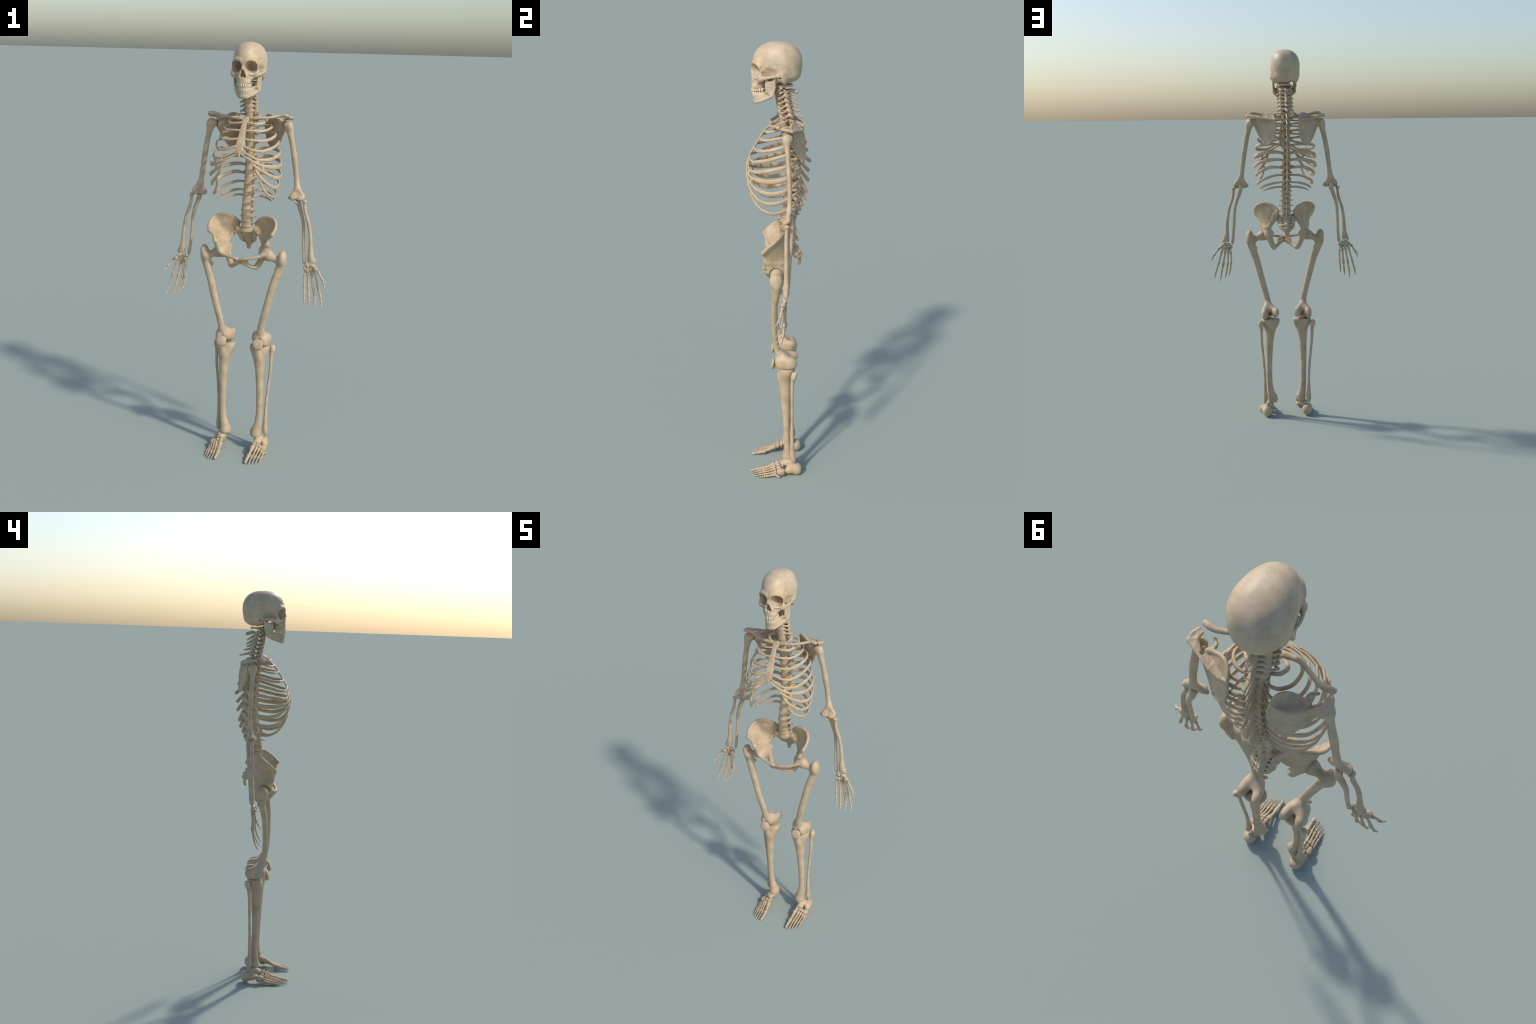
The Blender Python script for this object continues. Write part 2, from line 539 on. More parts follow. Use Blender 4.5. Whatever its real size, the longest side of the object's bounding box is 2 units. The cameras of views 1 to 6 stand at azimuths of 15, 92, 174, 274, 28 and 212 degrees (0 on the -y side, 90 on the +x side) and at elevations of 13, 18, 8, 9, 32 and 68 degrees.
tooth0 = None
for jaw_, zc, hz, half, fy, by, par in (("u", 1.8045, 0.0078, 0.0285, -0.0765, -0.026, cranium), ("l", 1.7900, 0.0072, 0.0265, -0.0745, -0.024, mandible)):
    # dental arch: half ellipse, teeth spaced by their own widths
    t = np.linspace(0, math.pi / 2, 400)
    arc = np.stack([half * np.sin(t) ** 0.85, fy + (by - fy) * (1 - np.cos(t) ** 0.9)], 1)
    s = np.concatenate([[0], np.cumsum(np.linalg.norm(np.diff(arc, axis=0), axis=1))])
    wid = [0.0086, 0.0070, 0.0076, 0.0072, 0.0072, 0.0102, 0.0100] if jaw_ == "u" else [0.0060, 0.0062, 0.0072, 0.0074, 0.0076, 0.0108, 0.0104]
    wid = [w * s[-1] / (sum(wid) + 0.001) for w in wid]
    pos = 0.0004
    for i, w in enumerate(wid):
        c = pos + w / 2
        pos += w
        x, y = np.interp(c, s, arc[:, 0]), np.interp(c, s, arc[:, 1])
        x2, y2 = np.interp(c + 0.001, s, arc[:, 0]), np.interp(c + 0.001, s, arc[:, 1])
        x1, y1 = np.interp(c - 0.001, s, arc[:, 0]), np.interp(c - 0.001, s, arc[:, 1])
        a = math.atan2(y2 - y1, x2 - x1)
        for sg_ in (1, -1):
            if tooth0 is None:
                tooth0 = build("tooth", tooth_mesh(), TOOTH, par)
                o = tooth0
            else:
                o = tooth0.copy()
                bpy.context.collection.objects.link(o)
                o.parent = par
            dep = 0.0034 if i < 3 else 0.0042
            o.location = (sg_ * x, y, zc)
            o.rotation_euler = (0 if jaw_ == "u" else math.pi, 0, sg_ * a)
            o.scale = (w * 0.47, dep, hz * (1.0 if i in (0, 2) else 0.93))

# =====================================================================
#  SPINE
# =====================================================================
FRONT = ([1.12, 1.149, 1.173, 1.216, 1.262, 1.286, 1.34, 1.40, 1.45, 1.513, 1.595, 1.678, 1.709, 1.746, 1.777, 1.81],
         [0.027, 0.020, 0.016, 0.016, 0.027, 0.034, 0.045, 0.054, 0.057, 0.054, 0.044, 0.035, 0.029, 0.023, 0.020, 0.018])


def yfront(z):
    return float(np.interp(z, *FRONT))


# heights of the gaps between the bodies, from the sacrum up
GAPS = [1.131, 1.161, 1.193, 1.219, 1.243, 1.269, 1.299, 1.335, 1.370, 1.404, 1.438, 1.474, 1.509, 1.545, 1.580, 1.615, 1.647,
        1.677, 1.701, 1.721, 1.741, 1.762, 1.784]
# tips of the spinous processes (y, z), from the lowest lumbar up to the axis
TIPS = [(0.100, 1.128), (0.095, 1.160), (0.089, 1.182), (0.086, 1.209), (0.093, 1.231), (0.106, 1.245), (0.113, 1.261), (0.122, 1.284),
        (0.135, 1.312), (0.142, 1.345), (0.153, 1.397), (0.156, 1.440), (0.1650, 1.483), (0.153, 1.531), (0.149, 1.567), (0.142, 1.607), (0.141, 1.638),
        (0.150, 1.6775), (0.129, 1.705), (0.116, 1.722), (0.119, 1.734), (0.115, 1.755)]


def half_width(i):
    return float(np.interp(i, [0, 4, 5, 10, 16, 17, 22], [0.0262, 0.0235, 0.0225, 0.0195, 0.0205, 0.0215, 0.019]))


def depth(i):
    return float(np.interp(i, [0, 4, 5, 10, 16, 17, 22], [0.045, 0.044, 0.041, 0.036, 0.033, 0.030, 0.026]))


def body(f, z0, z1, rx, dep, waist=0.90, k=0.002):
    """Drum of a vertebra: waisted, tilted along the spine's curve."""
    zm, hh = (z0 + z1) / 2, (z1 - z0) / 2
    y0, y1 = yfront(z0) + dep / 2, yfront(z1) + dep / 2

    def fn(X, Y, Z):
        t = (Z - zm) / hh
        cy = (y0 + y1) / 2 + (y1 - y0) / 2 * t
        w = waist + (1 - waist) * np.clip(np.abs(t), 0, 1) ** 2.5
        q = (np.abs(X / (rx * w)) ** 2.2 + np.abs((Y - cy) / (dep / 2 * w)) ** 2.2) ** (1 / 2.2)
        return -smin(-(q - 1) * min(rx, dep / 2), -(np.abs(Z - zm) - hh + 0 * q), 0.003)
    f.put((0, min(y0, y1) - dep / 2, z0), (rx, max(y0, y1) + dep / 2, z1), fn, k)


def make_vertebra(i):
    z0, z1 = GAPS[i] + 0.0012, GAPS[i + 1] - 0.0012
    zm, hh = (z0 + z1) / 2, (z1 - z0) / 2
    rx, dep = half_width(i), depth(i)
    yb = yfront(zm) + dep                      # back of the body
    ty, tz = TIPS[i]
    f = Field((0, yfront(zm) - 0.02, min(tz - 0.02, z0 - 0.02)), (0.055, ty + 0.02, z1 + 0.025), 0.0013, sym=True)
    body(f, z0, z1, rx, dep)
    if i < 5:        # lumbar
        la = V(0, yb + 0.020, zm - 0.001)
        f.tube([(0.013, yb - 0.005, zm + 0.004), (0.016, yb + 0.010, zm + 0.003)], [0.006, 0.006], k=0.004)
        f.tube([(0.016, yb + 0.010, zm + 0.003), (0.009, yb + 0.016, zm), la], [0.0068, 0.0062, 0.0070], k=0.004)
        f.tube([(0.018, yb + 0.010, z1 - 0.001), (0.0185, yb + 0.012, zm), (0.0135, yb + 0.017, z0 - 0.002)], [0.0052, 0.0060, 0.0048], k=0.004)
        f.plate([((0.016, yb + 0.010, z1 - 0.004), (0.015, yb + 0.016, z0 + 0.003), (0, la[1], z0 + 0.004)), ((0.016, yb + 0.010, z1 - 0.004), (0, la[1], z0 + 0.004), (0, la[1] - 0.002, z1 - 0.008))], 0.0034, k=0.003)
        tip = [0.0435, 0.042, 0.038, 0.0315, 0.031][i]
        f.tube([(0.017, yb + 0.008, zm), (0.027, yb + 0.008, zm - 0.001), (tip, yb + 0.010, zm + 0.001)], [0.005, 0.003, 0.0014], k=0.004)
        f.tube([la, ((0), (la[1] + ty) / 2, (zm + tz) / 2 + 0.003), (0, ty - 0.003, tz)], [0.009, 0.0078, 0.0066], k=0.004, u=(1, 0, 0), sq=2.0)
    elif i < 17:     # thoracic
        up = i >= 15
        la = V(0, yb + 0.017, zm + 0.003)
        f.tube([(0.012, yb - 0.004, zm + 0.006), (0.014, yb + 0.012, zm + 0.006)], [0.0055, 0.0055], k=0.004)
        f.tube([(0.014, yb + 0.012, zm + 0.006), (0.009, yb + 0.015, zm + 0.002), la], [0.0068, 0.0068, 0.0070], k=0.004)
        f.tube([(0.0145, yb + 0.011, z1 + 0.001), (0.0145, yb + 0.014, zm), (0.0135, yb + 0.018, z0 - 0.001)], [0.0048, 0.0074, 0.0052], k=0.004)
        tx = 0.0215 if i < 7 else [0.025, 0.033, 0.034, 0.031, 0.028, 0.028, 0.028, 0.029, 0.030, 0.032][i - 7]
        f.tube([(0.014, yb + 0.013, zm + 0.004), (tx * 0.8, yb + 0.020, zm + 0.004), (tx, yb + (0.018 if i < 7 else 0.024), zm + 0.004)],
               [0.006, 0.0046, 0.0046], k=0.004)
        f.plate([((0.015, yb + 0.010, z1 - 0.004), (0.014, yb + 0.017, z0 + 0.004), (0, la[1] + 0.003, z0 + 0.009)), ((0.015, yb + 0.010, z1 - 0.004), (0, la[1] + 0.003, z0 + 0.009), (0, la[1], z1 - 0.008))], 0.0034, k=0.003)
        hgt = float(np.interp(i, [5, 8, 12, 16], [0.0068, 0.0082, 0.0082, 0.0076]))
        q = V(0, ty, tz) - la
        a = la + 0.5 * q + V(0, 0, 0.002)
        e = la + q * (1 - 0.6 * hgt / np.linalg.norm(q))
        f.tube([la, a, e], [0.0080, hgt, hgt], k=0.004, u=(1, 0, 0), sq=1.8)
    else:            # cervical
        la = V(0, yb + 0.036, zm + 0.001)
        yp = yb + 0.018
        f.tube([(0.012, yb - 0.003, zm), (0.024, yp - 0.004, zm + 0.001)], [0.005, 0.006], k=0.004)
        f.tube([(0.0255, yp - 0.003, zm + 0.0085), (0.0270, yp + 0.004, zm), (0.0245, yp + 0.011, zm - 0.0085)], [0.0055, 0.0075, 0.0055], k=0.003)
        f.tube([(0.024, yp + 0.004, zm), (0.013, yp + 0.014, zm + 0.001), la], [0.0065, 0.0062, 0.006], k=0.004)
        f.plate([((0.024, yp + 0.001, zm + 0.006), (0.023, yp + 0.009, zm - 0.006), (0, la[1], zm - 0.006)), ((0.024, yp + 0.001, zm + 0.006), (0, la[1], zm - 0.006), (0, la[1] - 0.003, zm + 0.005))], 0.0030, k=0.003)
        tx = 0.040 if i > 17 else 0.041
        f.tube([(0.012, yb - 0.018, zm - 0.003), (0.028, yb - 0.014, zm - 0.006), (tx, yb - 0.008, zm - 0.008)], [0.005, 0.0042, 0.0042], k=0.004)
        f.tube([(tx, yb - 0.008, zm - 0.008), (0.034, yb + 0.004, zm - 0.003), (0.026, yp - 0.002, zm + 0.003)], [0.0042, 0.0042, 0.005], k=0.004)
        r1 = 0.0048 if i > 17 else 0.0052
        f.tube([la, V(0.0015, (la[1] + ty) / 2, (la[2] + tz) / 2 - 0.0005), (0.002, ty - 0.003, tz)], [0.0070, 0.0052, r1 * 0.8], k=0.003)
    P, F = f.mesh(2)
    back = np.clip((P[:, 1] - la[1]) / max(ty - la[1], 1e-4), 0, 1.2)
    P[:, 0] += 0.0022 * math.sin(i * 2.7 + 0.6) * back
    return P, F


for i in range(len(GAPS) - 1):
    nm = "lumbar_vertebra" if i < 5 else ("thoracic_vertebra" if i < 17 else "cervical_vertebra")
    build(nm, make_vertebra(i), BONE)


def make_disc(i):
    z, rx, dep = GAPS[i], half_width(i - 0.5) * 0.99, depth(i - 0.5) * 0.99
    f = Field((0, yfront(z) - 0.01, z - 0.008), (rx + 0.006, yfront(z) + dep + 0.01, z + 0.008), 0.0012, sym=True)
    body(f, z - 0.0026, z + 0.0026, rx, dep, 1.0)
    return f.mesh(1)


for i in range(0, 23):
    build("intervertebral_disc", make_disc(i), DISC)


def make_axis():
    z0, z1 = GAPS[22] + 0.001, 1.802
    f = Field((0, 0.0, 1.745), (0.05, 0.14, 1.84), 0.0013, sym=True)
    body(f, z0, z1, 0.020, 0.027)
    f.tube([(0, 0.033, 1.79), (0, 0.033, 1.822)], [0.007, 0.0055], k=0.005)
    f.tube([(0.015, 0.036, 1.794), (0.026, 0.040, 1.799)], [0.008, 0.009], k=0.005)
    f.tube([(0.012, 0.040, 1.788), (0.028, 0.040, 1.787), (0.036, 0.044, 1.786), (0.030, 0.058, 1.793), (0.024, 0.066, 1.789)], [0.005, 0.0045, 0.0042, 0.005, 0.006], k=0.004)
    f.tube([(0.025, 0.060, 1.796), (0.024, 0.068, 1.785), (0.022, 0.074, 1.774)], [0.006, 0.0065, 0.005], k=0.004)
    f.tube([(0.023, 0.066, 1.788), (0.012, 0.080, 1.792), (0, 0.090, 1.793)], [0.006, 0.0065, 0.0075], k=0.005)
    f.tube([(0, 0.090, 1.793), (0, 0.105, 1.789), (0.002, 0.114, 1.7855)], [0.0075, 0.0082, 0.0088], k=0.005)
    return f.mesh(2)


def make_atlas():
    f = Field((0, 0.0, 1.785), (0.055, 0.12, 1.84), 0.0013, sym=True)
    f.tube([(0, 0.021, 1.812), (0.014, 0.024, 1.812), (0.024, 0.034, 1.812)], [0.0055, 0.005, 0.006], k=0.004)
    f.ell((0.025, 0.046, 1.813), (0.010, 0.014, 0.010), k=0.004)
    f.tube([(0.026, 0.046, 1.811), (0.036, 0.047, 1.808), (0.043, 0.050, 1.807)], [0.007, 0.0055, 0.005], k=0.004)
    f.tube([(0.026, 0.056, 1.813), (0.028, 0.074, 1.815), (0.018, 0.090, 1.816), (0, 0.094, 1.8155)], [0.006, 0.0045, 0.0055, 0.0062], k=0.004)
    return f.mesh(2)


build("cervical_vertebra", make_axis(), BONE)
build("cervical_vertebra", make_atlas(), BONE)


def make_sacrum():
    f = Field((0, 0.015, 1.030), (0.066, 0.140, 1.150), 0.0014, sym=True)
    mid = [(0, 0.046, 1.117), (0, 0.064, 1.095), (0, 0.085, 1.072), (0, 0.100, 1.050)]
    edg = [(0.040, 0.052, 1.112), (0.039, 0.066, 1.090), (0.034, 0.083, 1.068), (0.027, 0.095, 1.055)]
    t = []
    for a in range(3):
        t += [(mid[a], mid[a + 1], edg[a]), (edg[a], mid[a + 1], edg[a + 1])]
    f.plate(t, 0.0085, k=0.006)

    def top(X, Y, Z):
        q = (np.abs(X / 0.028) ** 2.2 + np.abs((Y - 0.049) / 0.022) ** 2.2) ** (1 / 2.2)
        return -smin(-(q - 1) * 0.022, -(np.abs(Z - 1.117) - 0.011 + 0 * q), 0.004)
    f.put((0, 0.025, 1.10), (0.03, 0.075, 1.13), top, 0.004)
    f.tube([(0.022, 0.054, 1.115), (0.040, 0.048, 1.120), (0.048, 0.050, 1.118)], [0.010, 0.0105, 0.008], k=0.006)
    f.tube([(0.047, 0.046, 1.128), (0.046, 0.050, 1.110), (0.043, 0.062, 1.092)], [0.0075, 0.0085, 0.007], k=0.006)
    # back wall, median crest, side knobs
    mid2 = [(0, 0.074, 1.118), (0, 0.088, 1.100), (0, 0.101, 1.078), (0, 0.109, 1.056)]
    edg2 = [(0.031, 0.066, 1.112), (0.031, 0.079, 1.090), (0.029, 0.092, 1.069), (0.024, 0.100, 1.055)]
    t = []
    for a in range(3):
        t += [(mid2[a], mid2[a + 1], edg2[a]), (edg2[a], mid2[a + 1], edg2[a + 1])]
    f.plate(t, 0.0055, k=0.006)
    for a in range(4):
        f.ell((0.0135, mid2[a][1] + 0.003, mid2[a][2] - 0.002), (0.004, 0.0045, 0.0048), k=0.004)
        f.ell((edg2[a][0] - 0.001, edg2[a][1] + 0.002, edg2[a][2]), (0.005, 0.005, 0.0055), k=0.004)
    for zz, yy in ((1.113, 0.084), (1.095, 0.098), (1.077, 0.109), (1.060, 0.114)):
        f.ell((0, yy, zz), (0.0055, 0.005, 0.006), k=0.004)
    f.tube([(0.018, 0.066, 1.130), (0.017, 0.074, 1.120)], [0.0045, 0.005], k=0.005)
    for x, y, z in ((0.0235, 0.068, 1.106), (0.021, 0.076, 1.093), (0.0195, 0.086, 1.078), (0.019, 0.097, 1.062)):
        f.tube([(x, y - 0.03, z - 0.016), (x + 0.001, y + 0.03, z + 0.016)], 0.0036, k=0.002, cut=True)
    return f.mesh(2)


def make_coccyx():
    f = Field((0, 0.08, 1.0), (0.03, 0.12, 1.062), 0.0012, sym=True)
    for z, y, w in ((1.046, 0.102, 0.0145), (1.037, 0.104, 0.0140), (1.029, 0.104, 0.0125), (1.021, 0.102, 0.0110), (1.0165, 0.100, 0.0085)):
        f.ell((0, y, z), (w, 0.0065, 0.0056), k=0.0015, p=2.8)
    f.tube([(0.008, 0.103, 1.039), (0.0195, 0.103, 1.041)], [0.004, 0.002], k=0.003)
    return f.mesh(2)


build("sacrum", make_sacrum(), BONE)
build("coccyx", make_coccyx(), BONE)


# =====================================================================
#  RIB CAGE
# =====================================================================
def cage_normal(c):
    return ((c[0]) / 0.17 ** 2, (c[1] - 0.02) / 0.125 ** 2, (c[2] - 1.42) / 0.30 ** 2)


# bony part of each rib: from the spine round to the front end
RIBS = [
    [(.018, .070, 1.660), (.030, .068, 1.666), (.0495, .058, 1.668), (.057, .036, 1.664), (.048, .020, 1.656), (.034, .011, 1.650)],
    [(.019, .080, 1.640), (.038, .090, 1.644), (.066, .087, 1.648), (.088, .065, 1.648), (.093, .038, 1.642), (.088, .006, 1.634), (.070, -.014, 1.629), (.048, -.023, 1.630)],
    [(.019, .085, 1.612), (.040, .101, 1.613), (.070, .105, 1.615), (.101, .088, 1.617), (.117, .055, 1.613), (.116, .020, 1.607), (.102, -.012, 1.600), (.078, -.036, 1.598)],
    [(.019, .088, 1.576), (.040, .107, 1.578), (.080, .113, 1.582), (.118, .092, 1.582), (.137, .056, 1.576), (.134, .017, 1.567), (.118, -.026, 1.558), (.092, -.060, 1.556)],
    [(.019, .090, 1.538), (.040, .110, 1.540), (.085, .117, 1.545), (.130, .094, 1.547), (.150, .060, 1.543), (.152, .030, 1.536), (.145, -.008, 1.526), (.127, -.050, 1.516), (.100, -.082, 1.510)],
    [(.019, .091, 1.498), (.040, .112, 1.503), (.092, .116, 1.507), (.138, .090, 1.502), (.159, .055, 1.496), (.162, .027, 1.489), (.157, -.007, 1.482), (.146, -.047, 1.475), (.121, -.080, 1.472)],
    [(.019, .091, 1.457), (.040, .112, 1.463), (.090, .119, 1.466), (.145, .088, 1.455), (.166, .045, 1.442), (.168, .012, 1.437), (.165, -.018, 1.435), (.153, -.048, 1.437), (.131, -.074, 1.440)],
    [(.019, .090, 1.421), (.040, .111, 1.425), (.090, .120, 1.424), (.146, .087, 1.409), (.168, .043, 1.391), (.171, .010, 1.385), (.168, -.020, 1.384), (.158, -.048, 1.390), (.141, -.071, 1.399)],
    [(.019, .088, 1.379), (.040, .108, 1.384), (.090, .116, 1.385), (.140, .085, 1.365), (.158, .052, 1.350), (.163, .019, 1.341), (.162, -.013, 1.338), (.154, -.041, 1.341), (.141, -.066, 1.352)],
    [(.019, .084, 1.341), (.040, .102, 1.343), (.080, .110, 1.338), (.130, .079, 1.316), (.148, .039, 1.300), (.151, .011, 1.293), (.148, -.015, 1.293), (.140, -.037, 1.299), (.129, -.057, 1.309)],
    [(.019, .080, 1.306), (.040, .098, 1.303), (.072, .103, 1.300), (.112, .080, 1.286), (.134, .040, 1.273), (.136, .020, 1.269), (.131, -.001, 1.265)],
    [(.019, .075, 1.277), (.050, .088, 1.279), (.090, .082, 1.271), (.126, .055, 1.256)],
]
WIDE = [.0070, .0060, .0064, .0076, .0076, .0086, .0106, .0096, .0092, .0072, .0066, .0052]
# cartilage: from the front end of the rib to the breast bone or the next one above
CARTILAGES = [
    [(.034, .011, 1.650), (.027, .006, 1.647), (.018, -.002, 1.647)],
    [(.048, -.023, 1.630), (.030, -.026, 1.632), (.013, -.025, 1.634)],
    [(.078, -.036, 1.598), (.046, -.049, 1.600), (.015, -.053, 1.600)],
    [(.092, -.060, 1.556), (.055, -.074, 1.558), (.017, -.076, 1.562)],
    [(.100, -.082, 1.510), (.064, -.096, 1.515), (.020, -.097, 1.530)],
    [(.121, -.080, 1.472), (.086, -.099, 1.474), (.050, -.105, 1.491), (.015, -.104, 1.510)],
    [(.131, -.074, 1.440), (.108, -.093, 1.446), (.080, -.108, 1.460), (.045, -.113, 1.478), (.012, -.109, 1.496)],
    [(.141, -.071, 1.399), (.112, -.096, 1.420), (.082, -.110, 1.441), (.060, -.112, 1.462)],
    [(.141, -.066, 1.352), (.116, -.091, 1.378), (.090, -.107, 1.412), (.080, -.110, 1.438)],
    [(.129, -.057, 1.309), (.114, -.080, 1.335), (.104, -.096, 1.366), (.104, -.098, 1.386)],
]
NARROW = [1.0, .960, .955, .957, .968, .970, .980, .980, .975, .988, 1.0, 1.0]
for i, pts in enumerate(RIBS):
    pts = [(x * (NARROW[i] if 2 <= j < len(pts) - 1 else 1.0), y, z) for j, (x, y, z) in enumerate(pts)]
    w = WIDE[i]
    th = 0.0040 if i < 10 else 0.0030
    if i == 0:
        half = [(0.0045, 0.0038), (0.0055, 0.0036), (0.0065, 0.0034), (0.0065, 0.0034), (0.0060, 0.0034), (0.006, 0.0034)]
        geo = sweep(pts, half, lambda c: (0.25, 0.1, 1.0), n=40)
    else:
        m = len(pts)
        half = [(w * 0.62, th * 1.15), (w * 0.72, th * 1.2)] + [(w * 0.96, th * 1.1)] * (m - 4) + [(w, th), (w * 0.92, th)]
        if i == 10:
            half[-2:] = [(w * 0.75, th), (w * 0.3, th * 0.5)]
        if i == 11:
            half = [(0.0052, 0.0036), (0.0058, 0.0032), (0.0054, 0.003), (0.0014, 0.001)]
        geo = sweep(pts, half, cage_normal, n=64)
    rib, rib2 = pair("rib", geo, BONE)
    if i < len(CARTILAGES):
        q = CARTILAGES[i]
        cw = [0.0055, 0.0050, 0.0050, 0.0058, 0.0060, 0.0060, 0.0062, 0.0062, 0.0068, 0.0058][i]
        e = 0.0030 if i > 4 else cw * 0.95
        mid_w = [cw] * (len(q) - 2)
        if i in (5, 6):
            mid_w[-1] = 0.0046
        half = [(w * 0.86, th * 0.95)] + [(m_, 0.0040) for m_ in mid_w] + [(e, 0.0034)]
        cg = sweep(q, half, cage_normal if i else (lambda c: (0.25, 0.1, 1.0)), n=32)
        extra = []
        if i == 6:
            extra = [sweep([(.086, -.099, 1.470), (.087, -.102, 1.464), (.088, -.104, 1.457)], [(.006, .0038)] * 3, cage_normal, n=8)]
        if i == 7:
            extra = [sweep([(.112, -.090, 1.444), (.112, -.093, 1.434), (.113, -.094, 1.424)], [(.0055, .0036)] * 3, cage_normal, n=8)]
        pair("costal_cartilage", merge(cg, *extra), CARTILAGE)


def plate_normal(c):
    return (0, -0.72, 0.69)


SP = [(0, .000, 1.655), (0, -.006, 1.648), (0, -.014, 1.641), (0, -.023, 1.634)]
build("manubrium", sweep(SP, [(.0175, .0055), (.0205, .006), (.017, .0055), (.0125, .005)], plate_normal, n=24, sides=24, p=2.8), BONE)
SB = [(0, -.0265, 1.631), (0, -.037, 1.618), (0, -.053, 1.597), (0, -.074, 1.563), (0, -.092, 1.535), (0, -.102, 1.514), (0, -.107, 1.499)]
build("sternum_body", sweep(SB, [(.0125, .005), (.0130, .0048), (.0150, .0046), (.0180, .0046), (.0205, .0046), (.0175, .0045), (.0095, .004)],
                            lambda c: (0, -0.85, 0.45), n=44, sides=24, p=2.6), BONE)
build("xiphoid_process", sweep([(0, -.1075, 1.498), (0, -.109, 1.487), (0, -.1105, 1.474)], [(.0078, .0035), (.0048, .003), (.0022, .0018)],
                               lambda c: (0, -1, 0.15), n=16, sides=16), BONE)


# =====================================================================
#  SHOULDER AND ARM
# =====================================================================
def tube_bone(lo, hi, h, *calls, smooth=3):
    f = Field(lo, hi, h)
    for c in calls:
        getattr(f, c[0])(*c[1:-1], **c[-1])
    return f.mesh(smooth)


def make_clavicle():
    f = Field((0.010, -0.02, 1.635), (0.21, 0.06, 1.69), 0.0014)
    f.tube([(.026, -.001, 1.651), (.045, -.004, 1.653), (.072, -.003, 1.656), (.104, .010, 1.658), (.132, .024, 1.662), (.155, .034, 1.667), (.175, .034, 1.669), (.187, .031, 1.668)],
           [.0110, .0090, .0074, .0072, .0075, .0085, .0098, .0090], u=(0, 0.15, 1), sq=1.15)
    return f.mesh(3)


pair("clavicle", make_clavicle(), BONE)


def make_scapula():
    f = Field((0.045, 0.03, 1.485), (0.225, 0.165, 1.690), 0.0016)
    # outline of the blade: medial border down to the lower angle, outer border up to the socket
    Rt, M1, M2, Mi, I = V(.064, .130, 1.634), V(.061, .138, 1.604), V(.069, .140, 1.548), V(.084, .139, 1.519), V(.106, .132, 1.503)
    I2, L1, L2 = V(.118, .125, 1.512), V(.140, .106, 1.548), V(.158, .094, 1.589)
    G1, N = V(.168, .087, 1.612), V(.150, .087, 1.638)
    C, C2 = V(.112, .110, 1.592), V(.098, .124, 1.550)
    t = [(Rt, M1, C), (M1, M2, C), (M2, C2, C), (M2, Mi, C2), (Mi, I, C2), (I, I2, C2), (I2, L1, C2), (L1, C, C2),
         (L1, L2, C), (L2, G1, C), (G1, N, C), (N, V(.112, .104, 1.634), C), (V(.112, .104, 1.634), Rt, C)]
    # upper lobe above the spine
    lobe = catmull([(.0635, .129, 1.638), (.070, .112, 1.657), (.082, .100, 1.666), (.096, .092, 1.667), (.110, .086, 1.660), (.124, .083, 1.652), (.138, .082, 1.647)], 21)
    hub = V(.105, .106, 1.634)
    t += [(lobe[i], lobe[i + 1], hub) for i in range(20)] + [(lobe[20], N, hub)]
    f.plate(t, 0.0032, k=0.003)
    f.tube([Rt, M1, M2, Mi, I, I2], [.0042, .0045, .0045, .0048, .0058, .0055], k=0.004)
    f.tube([I2, L1, L2, G1], [.0055, .0060, .0068, .009], k=0.006)
    f.tube(lobe, np.interp(np.arange(21), [0, 10, 20], [.0040, .0036, .007]), n=1, k=0.004)
    # spine of the shoulder blade
    base = [Rt, V(.086, .116, 1.633), V(.118, .100, 1.636), V(.148, .090, 1.640)]
    edge = [V(.066, .131, 1.632), V(.086, .1335, 1.634), V(.120, .126, 1.639), V(.152, .112, 1.646)]
    t = []
    for q in range(3):
        t += [(base[q], base[q + 1], edge[q]), (edge[q], base[q + 1], edge[q + 1])]
    f.plate(t, 0.0028, k=0.004)
    f.tube(edge + [V(.182, .099, 1.650), V(.203, .089, 1.653)], [.0036, .0042, .0046, .0046, .0052, .0056], k=0.004)
    # acromion: a broad tilted shelf
    bo, fo, fi, inn, im = V(.203, .087, 1.6525), V(.196, .051, 1.661), V(.182, .056, 1.661), V(.186, .074, 1.656), V(.164, .098, 1.648)
    f.plate([(bo, fo, inn), (fo, fi, inn), (bo, inn, V(.180, .096, 1.650)), (inn, im, V(.180, .096, 1.650))], 0.0042, k=0.004)
    f.tube([bo, V(.205, .070, 1.658), fo], [.0052, .0055, .0052], k=0.004)
    # socket and beak
    f.ell((.166, .082, 1.624), (.0085, .015, .021), rot=(0, 0, -25), k=0.008)
    f.ell((.1815, .071, 1.621), .0235, k=0.003, cut=True)
    f.tube([(.148, .084, 1.642), (.139, .075, 1.647), (.137, .063, 1.649), (.144, .053, 1.646), (.153, .044, 1.639)], [.009, .0070, .0055, .0050, .0046], k=0.005)
    return f.mesh(24)


pair("scapula", make_scapula(), BONE)


